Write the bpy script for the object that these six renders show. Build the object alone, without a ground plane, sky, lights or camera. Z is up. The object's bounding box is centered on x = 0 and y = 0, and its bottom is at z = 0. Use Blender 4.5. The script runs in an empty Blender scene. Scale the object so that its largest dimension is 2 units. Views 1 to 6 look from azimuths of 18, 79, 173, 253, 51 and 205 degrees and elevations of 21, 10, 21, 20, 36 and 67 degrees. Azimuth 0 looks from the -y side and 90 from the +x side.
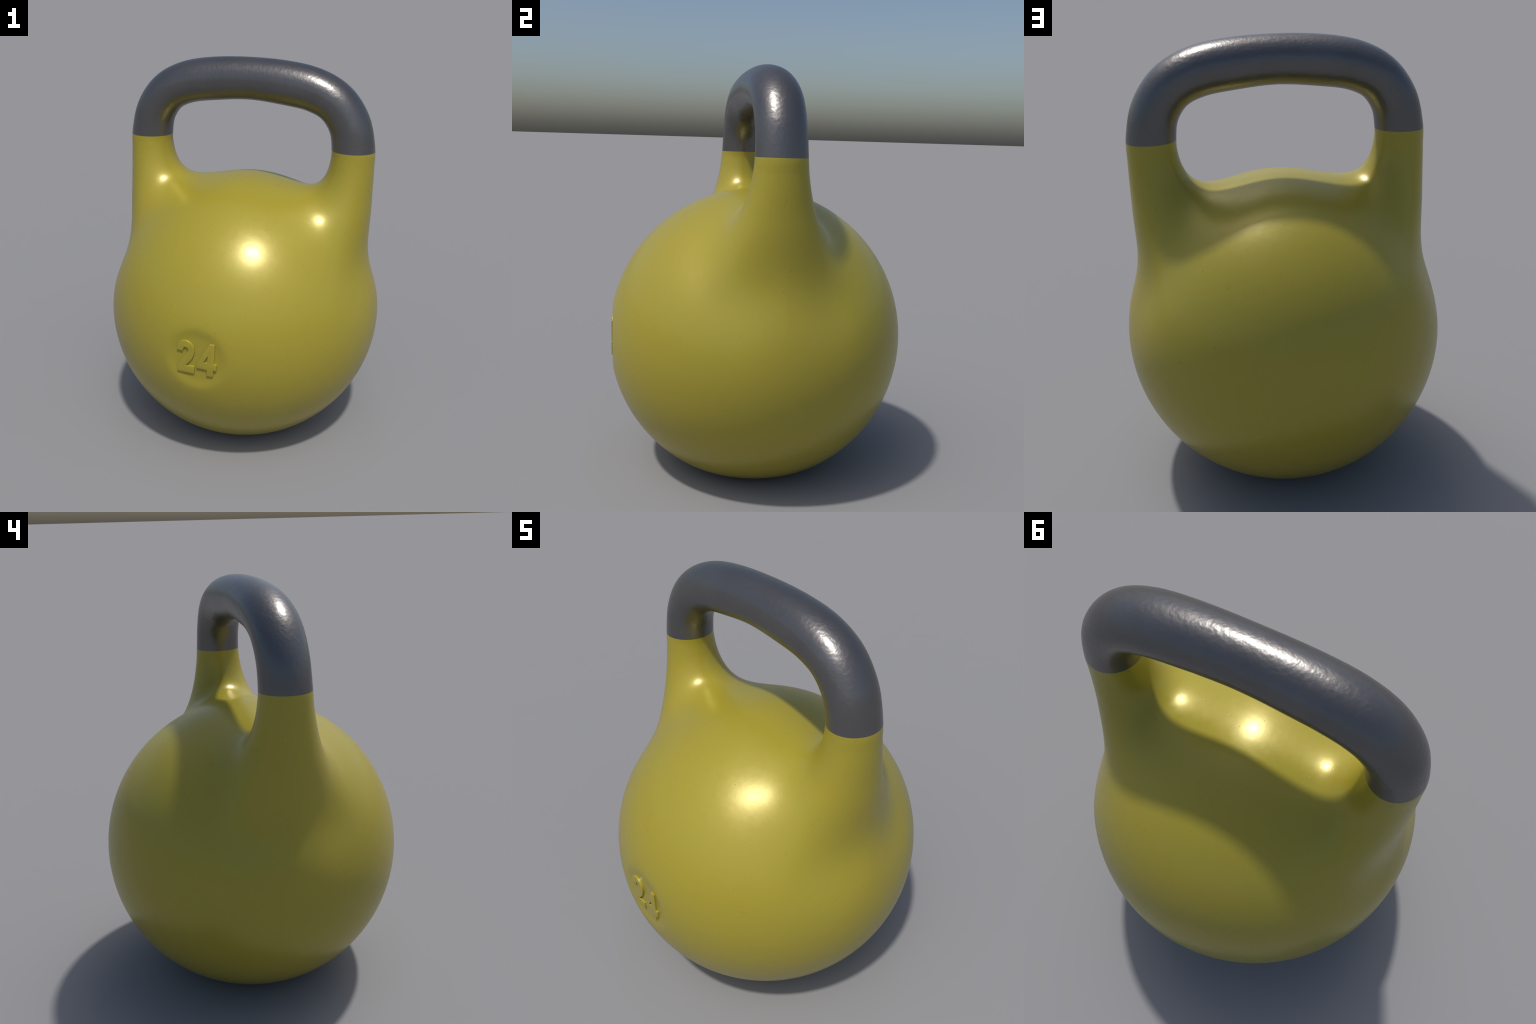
"""Competition-style kettlebell: painted ball with a flat base and a dished number
plate, two horns flowing out of the ball, and a bare dark steel grip.

The casting is described as one distance field (ball blended with a swept tube,
minus the base plane and the dished plate), polygonised with surface nets, relaxed,
and then cut by planes into ball / horns / grip so that no seam shows."""
import bpy, bmesh, math
import numpy as np
from mathutils import Vector

# ------------------------------------------------------------------ sizes (m)
BALL_Z, BALL_Y, BALL_R = 0.6636, -0.0062, 0.7353
BASE_ROUND = 0.060           # softness of the flat base's edge
TUBE_Y = -0.007              # the handle sits in this plane
BLEND_LOW, BLEND_HIGH = 0.202, 0.307   # fillet between ball and horn: waist, crotch
FLANK_DIP, FLANK_Y, FLANK_Z = 0.0180, 0.2224, 0.988
CROWN = 0.0095               # the ball is a little fuller under the grip
JOIN_Z = 1.5                 # below this the horn is described height by height
SEAM_Z = 1.576               # paint stops here
HORN_Z = 1.42                # horns rise from the ball here
PLATE_Y = -0.7195            # floor of the dished number plate
PLATE_R, PLATE_RISE = 0.172, 0.0055
DIGIT_FRONT = -0.7290
CELL = 0.0145

# half of the handle's centre line above JOIN_Z, up to the middle of the grip:
# x, z, half width in the handle's plane, half width across it
ARCH = np.array([
    (0.5546, 1.4000, 0.1044, 0.1285), (0.5546, 1.5000, 0.1044, 0.1190),
    (0.5516, 1.5827, 0.1056, 0.1140), (0.5230, 1.7015, 0.1036, 0.1122),
    (0.4510, 1.8003, 0.1035, 0.1132), (0.3400, 1.8569, 0.1063, 0.1132),
    (0.1920, 1.8832, 0.1080, 0.1110), (0.0000, 1.8951, 0.1049, 0.1075)])


def arch_curve(cp, n=10):
    """Catmull-Rom through the points; the first only steers, the end runs past the middle."""
    ext = np.vstack([cp, (cp[:-1] * [-1, 1, 1, 1])[::-1][:2]])
    t = np.linspace(0, 1, n, endpoint=False)[:, None]
    out = []
    for i in range(1, len(ext) - 2):
        p0, p1, p2, p3 = ext[i - 1:i + 3]
        out.append(.5 * (2 * p1 + (p2 - p0) * t + (2 * p0 - 5 * p1 + 4 * p2 - p3) * t ** 2
                         + (3 * p1 - p0 - 3 * p2 + p3) * t ** 3))
    return np.vstack(out)[:(len(cp) - 2) * n + 4]


CURVE = arch_curve(ARCH)


def oval(d2, y, a, b):
    """Distance (first order) to an ellipse with half widths a and b."""
    g = np.sqrt(d2 / a ** 2 + y ** 2 / b ** 2) + 1e-9
    return g * (g - 1) / (np.sqrt(d2 / a ** 4 + y ** 2 / b ** 4) + 1e-9)


def handle_field(p):
    x, z, y = np.abs(p[:, 0]), p[:, 2], p[:, 1] - TUBE_Y
    f = np.empty(len(p))
    low = z < JOIN_Z
    s = np.clip(JOIN_Z - z[low], 0, .75)          # horn: leans inwards and flares downwards
    centre = .5546 - .4497 * s ** 2 - .1473 * s ** 3 + .0015 * s ** 4
    a = .1044 + .0310 * s ** 2 + .0212 * s ** 3
    b = .1190 + .0925 * s + .0920 * s ** 2 - .1072 * s ** 3
    f[low] = oval((x[low] - centre) ** 2, y[low], a, b)
    hi = ~low
    x, z, y = x[hi], z[hi], y[hi]
    best = np.full(len(x), 1e9); a = np.ones(len(x)); b = np.ones(len(x))
    for A, B in zip(CURVE[:-1], CURVE[1:]):
        dx, dz = B[0] - A[0], B[1] - A[1]
        wx, wz = x - A[0], z - A[1]
        t = np.clip((wx * dx + wz * dz) / (dx * dx + dz * dz), 0, 1)
        e = (wx - t * dx) ** 2 + (wz - t * dz) ** 2
        m = e < best
        best[m] = e[m]
        a[m] = A[2] + t[m] * (B[2] - A[2])
        b[m] = A[3] + t[m] * (B[3] - A[3])
    f[hi] = oval(best, y, a, b)
    return f


def smooth_min(a, b, k):
    k = 1.3 * k
    h = np.maximum(k - np.abs(a - b), 0) / k
    return np.minimum(a, b) - h ** 2.6 * k / 5.2


def plate_depth(p):
    r = np.hypot(p[:, 0], p[:, 2] - BALL_Z - .002)
    s = np.clip((r - .105) / (PLATE_R - .105), 0, 1)
    return PLATE_Y - PLATE_RISE * s * s * (3 - 2 * s)


def field(p):
    z = p[:, 2]
    f = np.sqrt(p[:, 0] ** 2 + (p[:, 1] - BALL_Y) ** 2 + (z - BALL_Z) ** 2) - BALL_R
    # hollows either side of each horn's foot, so that the horn runs down as a soft ridge
    side = np.clip((np.abs(p[:, 0]) - .2) / .25, 0, 1)
    f += FLANK_DIP * side * side * (3 - 2 * side) * np.exp(
        -((z - FLANK_Z) / .19) ** 2 - ((np.abs(p[:, 1]) - FLANK_Y) / .14) ** 2)
    f -= CROWN * (z > 1) * np.exp(-(p[:, 0] / .20) ** 2 - (p[:, 1] / .25) ** 2)
    low = z < BALL_Z - .3
    f[low] = -smooth_min(-f[low], z[low], BASE_ROUND)
    up = z > .6
    if up.any():
        s = np.clip((z[up] - .9) / .4, 0, 1)
        # the fillet is widest in the crotch and tightens towards the ball's front and back
        high = BLEND_HIGH * (.84 + .16 * np.exp(-((p[up, 1] - TUBE_Y) / .21) ** 2))
        k = BLEND_LOW + (high - BLEND_LOW) * s * s * (3 - 2 * s)
        f[up] = smooth_min(handle_field(p[up]), f[up], k)
    front = p[:, 1] < -.6
    if front.any():
        q = p[front]
        f[front] = -smooth_min(-f[front], -(plate_depth(q) - q[:, 1]), .008)
    return f


def gradient(p, h=8e-4):
    g = np.empty_like(p)
    for i in range(3):
        d = np.zeros(3); d[i] = h
        g[:, i] = (field(p + d) - field(p - d)) / (2 * h)
    return g


def on_surface(p, steps=3):
    for _ in range(steps):
        g = gradient(p)
        p = p - (field(p) / ((g * g).sum(1) + 1e-12))[:, None] * g
    return p


# ------------------------------------------------------------- polygonisation
def surface_net():
    lo = np.array([-.77, -.78, -.10]); hi = np.array([.77, .76, 2.03])
    n = np.ceil((hi - lo) / CELL).astype(int)
    ax = [lo[i] + CELL * np.arange(n[i] + 1) for i in range(3)]
    G = np.empty(n + 1)
    yy, zz = np.meshgrid(ax[1], ax[2], indexing="ij")
    for i, x in enumerate(ax[0]):
        P = np.stack([np.full(yy.size, x), yy.ravel(), zz.ravel()], 1)
        G[i] = field(P).reshape(yy.shape)
    s = G < 0
    corner = [(i, j, k) for i in (0, 1) for j in (0, 1) for k in (0, 1)]
    view = lambda A, c: A[c[0]:c[0] + n[0], c[1]:c[1] + n[1], c[2]:c[2] + n[2]]
    count = sum(view(s, c).astype(int) for c in corner)
    cells = np.argwhere((count > 0) & (count < 8))
    index = -np.ones(n, int)
    index[tuple(cells.T)] = np.arange(len(cells))
    acc = np.zeros((len(cells), 3)); num = np.zeros(len(cells))
    for c in corner:
        for d in range(3):
            if c[d]:
                continue
            e = list(c); e[d] = 1
            fa = G[tuple((cells + c).T)]; fb = G[tuple((cells + e).T)]
            m = (fa < 0) != (fb < 0)
            t = fa[m] / (fa[m] - fb[m])
            q = np.repeat(np.array([c], float), m.sum(), 0); q[:, d] += t
            acc[m] += q; num[m] += 1
    verts = lo + CELL * (cells + acc / num[:, None])
    quads = []
    for d in range(3):
        u, v = (d + 1) % 3, (d + 2) % 3
        sl0 = [slice(1, n[i]) for i in range(3)]; sl0[d] = slice(0, n[d])
        sl1 = list(sl0); sl1[d] = slice(1, n[d] + 1)
        a, b = s[tuple(sl0)], s[tuple(sl1)]
        off = np.ones(3, int); off[d] = 0
        for sel, flip in ((a & ~b, False), (~a & b, True)):
            e = np.argwhere(sel) + off
            def at(du, dv):
                o = e.copy(); o[:, u] -= du; o[:, v] -= dv
                return index[tuple(o.T)]
            q = np.stack([at(1, 1), at(0, 1), at(0, 0), at(1, 0)], 1)
            quads.append(q[:, ::-1] if flip else q)
    return verts, np.vstack(quads)


def relax(v, q, rounds=6):
    """Even out the quads: slide each vertex towards its neighbours, back on the surface."""
    e = np.vstack([q[:, [i, (i + 1) % 4]] for i in range(4)])
    for _ in range(rounds):
        acc = np.zeros_like(v); num = np.zeros(len(v))
        np.add.at(acc, e[:, 0], v[e[:, 1]]); np.add.at(num, e[:, 0], 1)
        np.add.at(acc, e[:, 1], v[e[:, 0]]); np.add.at(num, e[:, 1], 1)
        v = on_surface(v + .5 * (acc / num[:, None] - v), 1)
    return on_surface(v, 2)


verts, quads = surface_net()
verts = relax(verts, quads)

casting = bmesh.new()
bv = [casting.verts.new(p) for p in verts.tolist()]
for f in quads.tolist():
    casting.faces.new([bv[i] for i in f])
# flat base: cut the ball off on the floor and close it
geom = casting.verts[:] + casting.edges[:] + casting.faces[:]
cut = bmesh.ops.bisect_plane(casting, geom=geom, dist=1e-6, plane_co=(0, 0, 0), plane_no=(0, 0, -1), clear_outer=True)
rim = [e for e in cut["geom_cut"] if isinstance(e, bmesh.types.BMEdge)]
bmesh.ops.contextual_create(casting, geom=rim)
# lines on which the parts meet
for z in (SEAM_Z, HORN_Z):
    geom = casting.verts[:] + casting.edges[:] + casting.faces[:]
    bmesh.ops.bisect_plane(casting, geom=geom, dist=1e-5, plane_co=(0, 0, z), plane_no=(0, 0, 1))
casting.normal_update()
casting.verts.ensure_lookup_table()


# ------------------------------------------------------------------ materials
def nodes_of(mat):
    mat.use_nodes = True
    t = mat.node_tree
    t.nodes.clear()
    out = t.nodes.new("ShaderNodeOutputMaterial")
    b = t.nodes.new("ShaderNodeBsdfPrincipled")
    t.links.new(b.outputs[0], out.inputs[0])
    return t, b


def noise(t, co, scale, detail=2.0, rough=.5):
    n = t.nodes.new("ShaderNodeTexNoise")
    n.inputs["Scale"].default_value = scale
    n.inputs["Detail"].default_value = detail
    n.inputs["Roughness"].default_value = rough
    t.links.new(co, n.inputs["Vector"])
    return n.outputs["Fac"]


def ramp(t, value, lo, hi, a=0.0, b=1.0):
    m = t.nodes.new("ShaderNodeMapRange")
    m.inputs["From Min"].default_value = lo; m.inputs["From Max"].default_value = hi
    m.inputs["To Min"].default_value = a; m.inputs["To Max"].default_value = b
    t.links.new(value, m.inputs["Value"])
    return m.outputs["Result"]


def maths(t, op, a, b):
    m = t.nodes.new("ShaderNodeMath"); m.operation = op
    for i, x in enumerate((a, b)):
        if isinstance(x, (int, float)):
            m.inputs[i].default_value = x
        else:
            t.links.new(x, m.inputs[i])
    return m.outputs[0]


def mix(t, fac, a, b):
    m = t.nodes.new("ShaderNodeMix"); m.data_type = "RGBA"
    for i, x in ((0, fac), (6, a), (7, b)):
        if isinstance(x, (int, float)):
            m.inputs[i].default_value = x
        elif isinstance(x, tuple):
            m.inputs[i].default_value = (*x, 1)
        else:
            t.links.new(x, m.inputs[i])
    return m.outputs[2]


def bump(t, height, strength, distance, normal=None):
    b = t.nodes.new("ShaderNodeBump")
    b.inputs["Strength"].default_value = strength
    b.inputs["Distance"].default_value = distance
    t.links.new(height, b.inputs["Height"])
    if normal is not None:
        t.links.new(normal, b.inputs["Normal"])
    return b.outputs["Normal"]


def yellow_paint():
    mat = bpy.data.materials.new("yellow_paint")
    t, b = nodes_of(mat)
    co = t.nodes.new("ShaderNodeTexCoord").outputs["Object"]
    # nicks: tiny sparse specks, gathered in loose clusters
    vor = t.nodes.new("ShaderNodeTexVoronoi")
    vor.inputs["Scale"].default_value = 42
    warp = t.nodes.new("ShaderNodeTexNoise"); warp.inputs["Scale"].default_value = 60
    t.links.new(co, warp.inputs["Vector"])
    add = t.nodes.new("ShaderNodeVectorMath"); add.operation = "MULTIPLY_ADD"
    t.links.new(warp.outputs["Color"], add.inputs[0])
    add.inputs[1].default_value = (.02, .02, .02)
    t.links.new(co, add.inputs[2])
    t.links.new(add.outputs[0], vor.inputs["Vector"])
    spot = ramp(t, vor.outputs["Distance"], .07, .13, 1, 0)
    keep = ramp(t, noise(t, co, 7, 3), .54, .58)
    rare = t.nodes.new("ShaderNodeTexWhiteNoise"); rare.noise_dimensions = "3D"
    t.links.new(vor.outputs["Position"], rare.inputs["Vector"])
    keep = maths(t, "MAXIMUM", maths(t, "MULTIPLY", keep, maths(t, "GREATER_THAN", rare.outputs["Value"], .55)),
                 maths(t, "GREATER_THAN", rare.outputs["Value"], .93))
    nick = maths(t, "MULTIPLY", spot, keep)
    # faint dirty rub marks
    rub = maths(t, "MULTIPLY", ramp(t, noise(t, co, 90, 4, .65), .60, .72), ramp(t, noise(t, co, 5, 2), .58, .68))
    tone = ramp(t, noise(t, co, 3.0, 3), .3, .7)
    col = mix(t, tone, (.362, .308, .033), (.370, .302, .032))
    col = mix(t, maths(t, "MULTIPLY", rub, .28), col, (.20, .175, .04))
    col = mix(t, maths(t, "MULTIPLY", nick, .45), col, (.13, .11, .03))
    t.links.new(col, b.inputs["Base Color"])
    # enamel with a little metallic flake: its highlights are tinted
    t.links.new(ramp(t, noise(t, co, 34, 4, .6), .3, .7, .27, .34), b.inputs["Roughness"])
    b.inputs["Metallic"].default_value = .13
    b.inputs["Specular IOR Level"].default_value = .5
    n = bump(t, noise(t, co, 26, 2), .06, .004)
    n = bump(t, noise(t, co, 95, 1.5), .028, .002, n)
    n = bump(t, maths(t, "ADD", maths(t, "MULTIPLY", nick, -1.0), maths(t, "MULTIPLY", rub, -.3)), .22, .0015, n)
    t.links.new(n, b.inputs["Normal"])
    return mat


def bare_steel():
    mat = bpy.data.materials.new("dark_steel")
    t, b = nodes_of(mat)
    co = t.nodes.new("ShaderNodeTexCoord").outputs["Object"]
    tone = ramp(t, noise(t, co, 6, 3), .3, .7)
    col = mix(t, tone, (.136, .134, .135), (.152, .150, .151))
    t.links.new(col, b.inputs["Base Color"])
    b.inputs["Metallic"].default_value = .75
    t.links.new(ramp(t, noise(t, co, 40, 3), .3, .7, .29, .35), b.inputs["Roughness"])
    # hammered, slightly pebbly casting skin
    n = bump(t, noise(t, co, 66, 1.2, .45), .20, .005)
    t.links.new(n, b.inputs["Normal"])
    return mat


PAINT, STEEL = yellow_paint(), bare_steel()


# ---------------------------------------------------------------------- parts
def part(name, faces, mat, parent, base=False):
    """Copy some faces of the casting into a mesh that shades with the casting's own normals."""
    used, ids, polys, flat = {}, [], [], []
    for f in faces:
        row = []
        for v in f.verts:
            if v not in used:
                used[v] = len(ids); ids.append(v)
            row.append(used[v])
        polys.append(row); flat.append(len(row) > 8)
    pts = np.array([v.co[:] for v in ids])
    nrm = gradient(pts); nrm /= np.linalg.norm(nrm, axis=1)[:, None]
    me = bpy.data.meshes.new(name)
    me.from_pydata(pts.tolist(), [], polys)
    me.polygons.foreach_set("use_smooth", [True] * len(polys))
    loops = [(0.0, 0.0, -1.0) if fl else tuple(nrm[i]) for row, fl in zip(polys, flat) for i in row]
    me.normals_split_custom_set(loops)
    me.materials.append(mat)
    ob = bpy.data.objects.new(name, me)
    bpy.context.collection.objects.link(ob)
    ob.parent = parent
    return ob


kettlebell = bpy.data.objects.new("kettlebell", None)
bpy.context.collection.objects.link(kettlebell)
kettlebell["label"] = "yellow competition kettlebell with bare dark steel handle, marked 24"
kettlebell["category"] = "kettlebell"

groups = {"ball": [], "left": [], "right": [], "grip": []}
for f in casting.faces:
    c = f.calc_center_median()
    key = "grip" if c.z > SEAM_Z else "ball" if c.z < HORN_Z else "left" if c.x < 0 else "right"
    groups[key].append(f)
ball = part("ball", groups["ball"], PAINT, kettlebell)
part("horn", groups["left"], PAINT, kettlebell)
part("horn", groups["right"], PAINT, kettlebell)
part("grip", groups["grip"], STEEL, kettlebell)
casting.free()


# --------------------------------------------------------------- raised number
def rounded(points, n=5):
    """Catmull-Rom through an open run of points."""
    p = np.array(points); ext = np.vstack([2 * p[0] - p[1], p, 2 * p[-1] - p[-2]])
    t = np.linspace(0, 1, n, endpoint=False)[:, None]
    out = [.5 * (2 * b + (c - a) * t + (2 * a - 5 * b + 4 * c - d) * t ** 2 + (3 * b - a - 3 * c + d) * t ** 3)
           for a, b, c, d in zip(ext[:-3], ext[1:-2], ext[2:-1], ext[3:])]
    return [tuple(q) for q in np.vstack(out + [p[-1:]])]


def raised_digit(outlines):
    cu = bpy.data.curves.new("number_digit", "CURVE")
    cu.dimensions = "2D"; cu.fill_mode = "BOTH"
    depth, soft = .016, .0022
    cu.extrude = depth / 2 - soft; cu.bevel_depth = soft; cu.bevel_resolution = 2; cu.offset = -soft
    for pts in outlines:
        sp = cu.splines.new("POLY"); sp.points.add(len(pts) - 1); sp.use_cyclic_u = True
        for q, (x, z) in zip(sp.points, pts):
            q.co = (x, z, 0, 1)
    tmp = bpy.data.objects.new("tmp", cu)
    bpy.context.collection.objects.link(tmp)
    bpy.context.view_layer.update()
    me = bpy.data.meshes.new_from_object(tmp.evaluated_get(bpy.context.evaluated_depsgraph_get()))
    bpy.data.objects.remove(tmp); bpy.data.curves.remove(cu)
    me.name = "number_digit"
    bm = bmesh.new(); bm.from_mesh(me)
    bmesh.ops.remove_doubles(bm, verts=bm.verts, dist=1e-5)
    for v in bm.verts:
        x, z, y = v.co
        v.co = Vector((x, DIGIT_FRONT + depth / 2 - y, z))
    bmesh.ops.recalc_face_normals(bm, faces=bm.faces)
    bm.to_mesh(me); bm.free()
    me.materials.clear(); me.materials.append(PAINT)
    me.polygons.foreach_set("use_smooth", [True] * len(me.polygons))
    me.set_sharp_from_angle(angle=math.radians(35))
    ob = bpy.data.objects.new("number_digit", me)
    bpy.context.collection.objects.link(ob)
    ob.parent = ball
    return ob


two = (rounded([(-.0985, .702), (-.0955, .724), (-.0870, .742), (-.0735, .753), (-.0565, .757), (-.0395, .754),
                (-.0240, .744), (-.0135, .729), (-.0095, .711), (-.0115, .688), (-.0220, .662), (-.0520, .624)])
       + [(-.0085, .624), (-.0105, .586), (-.0985, .586)]
       + rounded([(-.0985, .606), (-.0850, .637), (-.0630, .667), (-.0460, .689), (-.0400, .706), (-.0440, .717),
                  (-.0525, .721), (-.0610, .718), (-.0655, .708), (-.0670, .699)]))
four = [(.0700, .757), (.0950, .757), (.0905, .655), (.1055, .655), (.1030, .620), (.0880, .620), (.0855, .586),
        (.0535, .586), (.0540, .619), (.0020, .619), (.0045, .649)]
four_hole = [(.0590, .690), (.0575, .655), (.0370, .655)]
raised_digit([two])
raised_digit([four, four_hole])
